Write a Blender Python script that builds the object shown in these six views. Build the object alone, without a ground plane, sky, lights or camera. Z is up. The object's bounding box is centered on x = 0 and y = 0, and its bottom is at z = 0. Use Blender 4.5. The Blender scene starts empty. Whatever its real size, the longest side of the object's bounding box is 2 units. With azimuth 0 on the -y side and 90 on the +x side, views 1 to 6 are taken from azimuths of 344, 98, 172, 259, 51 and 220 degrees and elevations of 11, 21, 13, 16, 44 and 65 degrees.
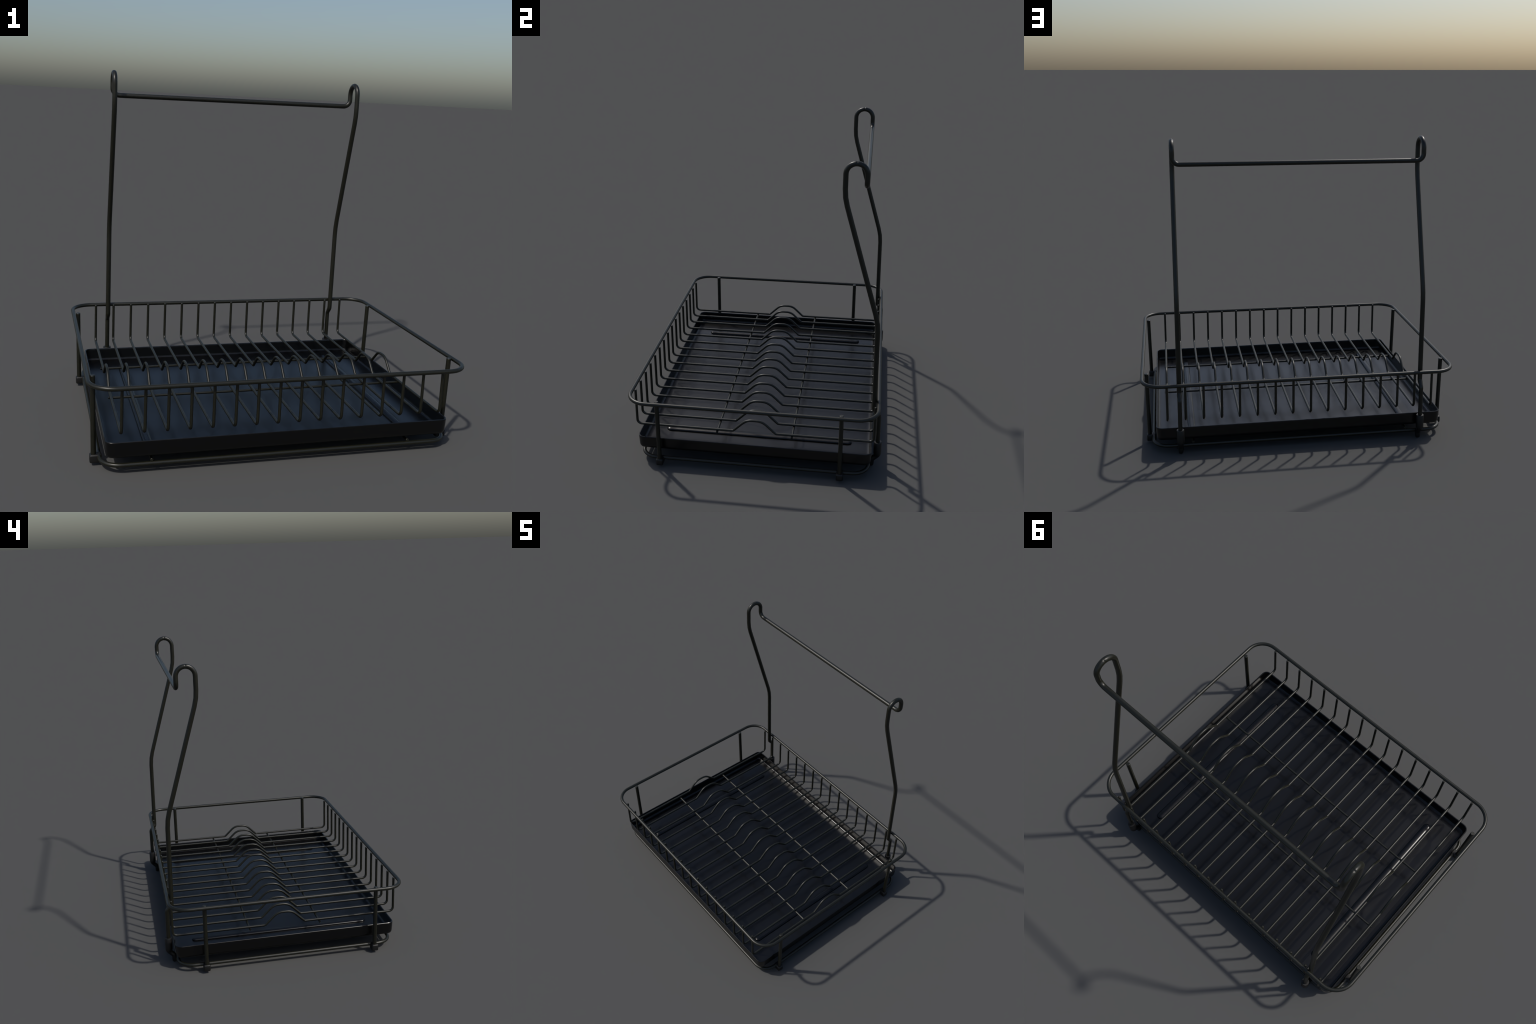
"""Wire dish rack: rectangular wire basket with plate humps, a drip tray on a
base hoop, and a tall bent-rod hanger plugged into two rubber feet behind."""
import bpy, bmesh, math
from mathutils import Vector

# --------------------------------------------------------------- materials
def make_material(name, colour, tint, rough, rough_var, noise_scale, ior=1.5,
                  bump=0.0, coat=0.0):
    m = bpy.data.materials.new(name)
    m.use_nodes = True
    nt = m.node_tree
    bsdf = nt.nodes["Principled BSDF"]
    tc = nt.nodes.new("ShaderNodeTexCoord")
    noise = nt.nodes.new("ShaderNodeTexNoise")
    noise.inputs["Scale"].default_value = noise_scale
    noise.inputs["Detail"].default_value = 4.0
    nt.links.new(tc.outputs["Object"], noise.inputs["Vector"])
    ramp = nt.nodes.new("ShaderNodeValToRGB")
    ramp.color_ramp.elements[0].position = 0.3
    ramp.color_ramp.elements[1].position = 0.7
    ramp.color_ramp.elements[0].color = (*colour, 1)
    ramp.color_ramp.elements[1].color = (*tint, 1)
    nt.links.new(noise.outputs["Fac"], ramp.inputs["Fac"])
    nt.links.new(ramp.outputs["Color"], bsdf.inputs["Base Color"])
    mr = nt.nodes.new("ShaderNodeMapRange")
    mr.inputs["To Min"].default_value = rough - rough_var
    mr.inputs["To Max"].default_value = rough + rough_var
    nt.links.new(noise.outputs["Fac"], mr.inputs["Value"])
    nt.links.new(mr.outputs["Result"], bsdf.inputs["Roughness"])
    bsdf.inputs["IOR"].default_value = ior
    if bump:
        fine = nt.nodes.new("ShaderNodeTexNoise")
        fine.inputs["Scale"].default_value = 220.0
        nt.links.new(tc.outputs["Object"], fine.inputs["Vector"])
        b = nt.nodes.new("ShaderNodeBump")
        b.inputs["Strength"].default_value = bump
        b.inputs["Distance"].default_value = 0.001
        nt.links.new(fine.outputs["Fac"], b.inputs["Height"])
        nt.links.new(b.outputs["Normal"], bsdf.inputs["Normal"])
    return m

WIRE = make_material("black_coated_wire", (0.0080, 0.0080, 0.0038), (0.0086, 0.0086, 0.0042),
                     0.39, 0.01, 18.0)
TRAY = make_material("black_gloss_plastic", (0.0013, 0.0013, 0.0013), (0.0014, 0.0014, 0.0014),
                     0.27, 0.001, 6.0)
RUBBER = make_material("black_rubber", (0.0040, 0.0037, 0.0032), (0.0045, 0.0042, 0.0037),
                       0.50, 0.02, 30.0)

# ----------------------------------------------------------------- helpers
ROOT = bpy.data.objects.new("dish_rack", None)
ROOT["label"] = "black wire dish drying rack with drip tray and tall bent hanger"
ROOT["category"] = "dish rack"
bpy.context.scene.collection.objects.link(ROOT)

def add(name, mesh, mat, parent):
    ob = bpy.data.objects.new(name, mesh)
    bpy.context.scene.collection.objects.link(ob)
    if not mesh.materials:
        mesh.materials.append(mat)
    ob.parent = parent
    return ob

def again(ob, parent=None, location=(0, 0, 0)):
    c = ob.copy()
    bpy.context.scene.collection.objects.link(c)
    c.parent = parent or ob.parent
    c.location = location
    return c

def fillet_path(corners, closed=False, step=math.radians(9)):
    """Polyline with every corner (point, radius) replaced by a circular arc."""
    pts, n = [], len(corners)
    for i, (p, r) in enumerate(corners):
        p = Vector(p)
        if (not closed and i in (0, n - 1)) or r <= 0:
            pts.append(p)
            continue
        a = (Vector(corners[i - 1][0]) - p).normalized()
        b = (Vector(corners[(i + 1) % n][0]) - p).normalized()
        turn = math.pi - a.angle(b)
        if turn < 1e-4:
            pts.append(p)
            continue
        t = r * math.tan(turn / 2)
        centre = p + (a + b).normalized() * (r / math.cos(turn / 2))
        u = (p + a * t - centre)
        w = (p + b * t - centre)
        k = max(2, int(math.ceil(turn / step)))
        hold_in = min(0.012, 0.25 * ((Vector(corners[i - 1][0]) - p).length - t))
        hold_out = min(0.012, 0.25 * ((Vector(corners[(i + 1) % n][0]) - p).length - t))
        if hold_in > 0.002:                    # keeps shading straight beside the bend
            pts.append(p + a * (t + hold_in))
        for j in range(k + 1):
            f = j / k
            s0, s1 = math.sin((1 - f) * turn), math.sin(f * turn)
            pts.append(centre + (u * s0 + w * s1) / math.sin(turn))
        if hold_out > 0.002:
            pts.append(p + b * (t + hold_out))
    return pts

def tube(name, pts, radius, closed=False, sides=16, cap_bevel=0.25):
    """Sweep a circle along points; radius is a number or one per point."""
    n = len(pts)
    rad = radius if isinstance(radius, (list, tuple)) else [radius] * n
    rad = list(rad)
    pts = [Vector(p) for p in pts]
    tang = []
    for i in range(n):
        if closed:
            d = (pts[(i + 1) % n] - pts[i]).normalized() + (pts[i] - pts[i - 1]).normalized()
        elif i == 0:
            d = pts[1] - pts[0]
        elif i == n - 1:
            d = pts[-1] - pts[-2]
        else:
            d = (pts[i + 1] - pts[i]).normalized() + (pts[i] - pts[i - 1]).normalized()
        tang.append(d.normalized())
    if not closed and cap_bevel > 0:         # small chamfer ring at both cut ends
        c0, c1 = rad[0] * cap_bevel, rad[-1] * cap_bevel
        h0, h1 = c0 + 0.004, c1 + 0.004      # support ring keeps the shaft shading even
        pts = ([pts[0], pts[0] + tang[0] * c0, pts[0] + tang[0] * h0] + pts[1:-1]
               + [pts[-1] - tang[-1] * h1, pts[-1] - tang[-1] * c1, pts[-1]])
        tang = [tang[0]] * 2 + tang + [tang[-1]] * 2
        rad = ([rad[0] * (1 - cap_bevel), rad[0], rad[0]] + rad[1:-1]
               + [rad[-1], rad[-1], rad[-1] * (1 - cap_bevel)])
        n += 4
    ref = Vector((1, 0, 0)) if abs(tang[0].x) < 0.8 else Vector((0, 0, 1))
    u = tang[0].cross(ref).normalized()
    bm = bmesh.new()
    rings = []
    for i in range(n):
        if i:
            u = tang[i - 1].rotation_difference(tang[i]) @ u
        u = (u - tang[i] * u.dot(tang[i])).normalized()
        v = tang[i].cross(u)
        rings.append([bm.verts.new(pts[i] + (u * math.cos(a) + v * math.sin(a)) * rad[i])
                      for a in (2 * math.pi * k / sides for k in range(sides))])
    for i in range(n if closed else n - 1):
        A, B = rings[i], rings[(i + 1) % n]
        for k in range(sides):
            bm.faces.new((A[k], A[(k + 1) % sides], B[(k + 1) % sides], B[k])).smooth = True
    if not closed:
        bm.faces.new(rings[0][::-1])
        bm.faces.new(rings[-1])
    bmesh.ops.recalc_face_normals(bm, faces=bm.faces)
    me = bpy.data.meshes.new(name)
    bm.to_mesh(me)
    bm.free()
    return me

def smooth_by_angle(me, angle=40):
    bm = bmesh.new()
    bm.from_mesh(me)
    lim = math.radians(angle)
    for f in bm.faces:
        f.smooth = True
    for e in bm.edges:
        if len(e.link_faces) == 2 and e.calc_face_angle(0) > lim:
            e.smooth = False
    bm.to_mesh(me)
    bm.free()

def rounded_rect(x0, x1, y0, y1, r, z, seg=8, hold=0.0):
    """Ring of points; hold adds support points on the straights beside the arcs."""
    out = []
    for cx, cy, a0 in ((x1 - r, y1 - r, 0), (x0 + r, y1 - r, 90),
                       (x0 + r, y0 + r, 180), (x1 - r, y0 + r, 270)):
        ca, sa = math.cos(math.radians(a0)), math.sin(math.radians(a0))
        if hold:
            out.append(Vector((cx + r * ca + hold * sa, cy + r * sa - hold * ca, z)))
        for k in range(seg + 1):
            a = math.radians(a0 + 90 * k / seg)
            out.append(Vector((cx + r * math.cos(a), cy + r * math.sin(a), z)))
        if hold:
            out.append(Vector((cx - r * sa - hold * ca, cy + r * ca - hold * sa, z)))
    return out

def loft_rings(name, rings):
    bm = bmesh.new()
    vs = [[bm.verts.new(p) for p in ring] for ring in rings]
    n = len(vs[0])
    for A, B in zip(vs, vs[1:]):
        for k in range(n):
            bm.faces.new((A[k], A[(k + 1) % n], B[(k + 1) % n], B[k]))
    bm.faces.new(vs[0])
    bm.faces.new(vs[-1])
    bmesh.ops.recalc_face_normals(bm, faces=bm.faces)
    me = bpy.data.meshes.new(name)
    bm.to_mesh(me)
    bm.free()
    smooth_by_angle(me, 35)
    return me

def hoop(name, hx, y0, y1, z, corner, radius):
    c = [((hx, y1, z), corner), ((-hx, y1, z), corner), ((-hx, y0, z), corner), ((hx, y0, z), corner)]
    return tube(name, fillet_path(c, closed=True, step=math.radians(6)), radius, closed=True)

# -------------------------------------------------------------- dimensions
RIM_R, LEG_R, WIRE_R, HANG_R, SOCK_R = 0.0117, 0.0130, 0.0078, 0.0148, 0.0133
RIM_X, RIM_Y0, RIM_Y1, RIM_Z = 0.9883, -0.7630, 0.7440, 0.4570
BASE_X, BASE_Y0, BASE_Y1, BASE_Z, BASE_R = 0.927, -0.7065, 0.6985, 0.0448, 0.0112
WIRE_Z = 0.2200

# ------------------------------------------------------- basket: rim, base
rim = add("rim", hoop("rim", RIM_X, RIM_Y0, RIM_Y1, RIM_Z, 0.122, RIM_R), WIRE, ROOT)
base = add("base_hoop", hoop("base_hoop", BASE_X, BASE_Y0, BASE_Y1, BASE_Z, 0.10, BASE_R), WIRE, ROOT)

# --------------------------------------------------- plate wires with hump
front, back = RIM_Y0 + RIM_R + WIRE_R + 0.0005, RIM_Y1 - RIM_R - WIRE_R + 0.001
top = RIM_Z + 0.0038
profile = [((0, front, top), 0), ((0, front, WIRE_Z), 0.028),
           ((0, -0.137, WIRE_Z), 0.014), ((0, -0.053, 0.3010), 0.085),
           ((0, 0.043, 0.3010), 0.085), ((0, 0.127, WIRE_Z), 0.014),
           ((0, back, WIRE_Z), 0.028), ((0, back, top), 0)]
wire_mesh = tube("plate_wire", fillet_path(profile), WIRE_R, sides=14, cap_bevel=0.4)
N_WIRES, WIRE_SPAN = 16, 0.838
first = None
for i in range(N_WIRES):
    x = -WIRE_SPAN + 2 * WIRE_SPAN * i / (N_WIRES - 1)
    if first is None:
        first = add("plate_wire", wire_mesh, WIRE, ROOT)
        first.location = (x, 0, 0)
    else:
        again(first, location=(x, 0, 0))

# ------------------------------------------- cross bars under plate wires
bar_mesh = tube("cross_bar", [(-0.851, 0, 0), (0.851, 0, 0)], 0.0070, sides=14)
bar = add("cross_bar", bar_mesh, WIRE, ROOT)
bar.location = (0, -0.2362, WIRE_Z - WIRE_R - 0.0062)
again(bar, location=(0, 0.2284, WIRE_Z - WIRE_R - 0.0062))

# -------------------------------------------- support rods under the tray
rod_mesh = tube("support_rod", [(0, -0.711, 0), (0, 0.703, 0)], 0.0080, sides=14)
rod = add("support_rod", rod_mesh, WIRE, ROOT)
rod.location = (-0.684, 0, BASE_Z + BASE_R + 0.0068)
again(rod, location=(0.684, 0, BASE_Z + BASE_R + 0.0068))

# ----------------------------------------------------- legs and their feet
def foot_mesh():
    """Rubber block gripping base hoop and leg; local +x points outwards."""
    bm = bmesh.new()
    bmesh.ops.create_cube(bm, size=1.0)
    x0, x1, hy, z0, z1 = -0.040, 0.0195, 0.0215, 0.0125, 0.0565
    for v in bm.verts:
        v.co.x = x1 if v.co.x > 0 else x0
        v.co.y = hy if v.co.y > 0 else -hy
        v.co.z = z1 if v.co.z > 0 else z0
    bmesh.ops.bevel(bm, geom=bm.edges[:], offset=0.0085, segments=4, profile=0.5, affect='EDGES')
    me = bpy.data.meshes.new("foot")
    bm.to_mesh(me)
    bm.free()
    smooth_by_angle(me, 40)
    return me

FOOT = foot_mesh()
foot0 = leg0 = None
for sx in (-1, 1):
    leg_me = tube("leg", [(0.0, 0, 0.030), (sx * 0.0085, 0, RIM_Z + 0.0075)], LEG_R, cap_bevel=0.2)
    for y in (-0.578, 0.530):
        leg = add("leg", leg_me, WIRE, ROOT)
        leg.location = (sx * 0.9535, y, 0)
        ft = add("foot", FOOT, RUBBER, leg)
        if sx < 0:
            ft.rotation_euler = (0, 0, math.pi)

# --------------------------------------------------------------- drip tray
TX, TY0, TY1, TR = 0.9115, -0.7285, 0.7165, 0.042
def ring(inset, z):
    return rounded_rect(-TX + inset, TX - inset, TY0 + inset, TY1 - inset,
                        max(TR - inset, 0.012), z, hold=0.015)
section = [(0.034, 0.0840), (0.026, 0.0847), (0.0170, 0.0873), (0.0100, 0.0920), (0.0060, 0.0985),
           (0.0042, 0.1060), (0.0008, 0.1655), (0.0014, 0.1698), (0.0036, 0.1720), (0.0070, 0.1720),
           (0.0092, 0.1698), (0.0100, 0.1655), (0.0121, 0.1090), (0.0140, 0.1030), (0.0185, 0.0985),
           (0.0250, 0.0967), (0.0320, 0.0962)]
FLOOR_Z = 0.0962
def with_supports(pts, frac=0.06, longer=0.03):
    """Split long straight wall segments near both ends so they shade flat."""
    out = [pts[0]]
    for (i0, z0), (i1, z1) in zip(pts, pts[1:]):
        if math.hypot(i1 - i0, z1 - z0) > longer:
            out += [(i0 + (i1 - i0) * f, z0 + (z1 - z0) * f) for f in (frac, 1 - frac)]
        out.append((i1, z1))
    return out
section = [(0.060, 0.0840), (0.040, 0.0840)] + with_supports(section) + [(0.039, 0.0962), (0.060, 0.0962)]
tray = add("drip_tray", loft_rings("drip_tray", [ring(i, z) for i, z in section]), TRAY, ROOT)

def rib_mesh():
    """Long low embossed ridge with rounded ends."""
    hw, hl, h = 0.0240, 0.594, 0.0135
    prof = [(1.0, -0.0006), (0.985, 0.10), (0.965, 0.24)]
    for k in range(1, 9):                      # elliptical crown on steep sides
        t = math.radians(10 * k)
        prof.append((0.965 * math.cos(t) ** 0.9, 0.24 + 0.76 * math.sin(t)))
    rings = []
    for s, zf in prof:
        r = hw * s
        rings.append(rounded_rect(-r, r, -hl + hw - r, hl - hw + r, r * 0.999,
                                  zf * h if zf > 0 else zf, seg=8))
    return loft_rings("rib", rings)

rib = add("rib", rib_mesh(), TRAY, tray)
rib.location = (-0.688, -0.003, FLOOR_Z)
again(rib, location=(0.688, -0.003, FLOOR_Z))

# ------------------------------------------------ hanger: one bent rod
PX = 0.7625
LOOP = 0.0585
def side(s):
    """Corner list of one upright from its socket up to the end of the bar."""
    x = s * PX
    return [((x, 0.7490, 0.120), 0), ((x, 0.7490, 0.3600), 0.022), ((x, 0.7170, 0.4000), 0.022),
            ((x, 0.7120, 0.9700), 0.40), ((x, 0.4950, 1.7230), 0.34),
            ((x, 0.4955, 1.8575 + LOOP), LOOP), ((x, 0.4955 + 2 * LOOP, 1.8575 + LOOP), LOOP),
            ((x, 0.4955 + 2 * LOOP, 1.7850), 0.042)]
corners = side(-1) + side(1)[::-1]
path = fillet_path(corners)
radii = [SOCK_R if p.z < 0.378 else HANG_R for p in path]
hanger = add("hanger", tube("hanger", path, radii, sides=18), WIRE, ROOT)

# --------------------------- rubber feet that the hanger uprights plug into
def socket_mesh():
    centre = fillet_path([((0, 0.7500, 0.1720), 0), ((0, 0.7500, 0.0760), 0.026),
                          ((0, 0.7180, 0.0440), 0.026), ((0, 0.7165, 0.0), 0)],
                         step=math.radians(10))
    pts = [Vector((0, 0.7500, 0.1720)), Vector((0, 0.7500, 0.1690)), Vector((0, 0.7500, 0.0920))]
    pts += [p for p in centre if 0.010 < p.z < 0.090]
    rad = []
    for p in pts[3:]:
        t = min(1, max(0, (0.090 - p.z) / 0.022))
        rad.append(0.0240 + (0.0160 - 0.0240) * t)
    pts += [Vector((0, 0.7168, 0.0080)), Vector((0, 0.7168, 0.0035)), Vector((0, 0.7165, 0.0010))]
    rad = [0.0225, 0.0240, 0.0240] + rad + [0.0150, 0.0125, 0.0085]
    me = tube("socket", pts, rad, sides=24, cap_bevel=0)
    smooth_by_angle(me, 50)
    return me

sock = add("socket", socket_mesh(), RUBBER, hanger)
sock.location = (-PX, 0, 0)
again(sock, location=(PX, 0, 0))
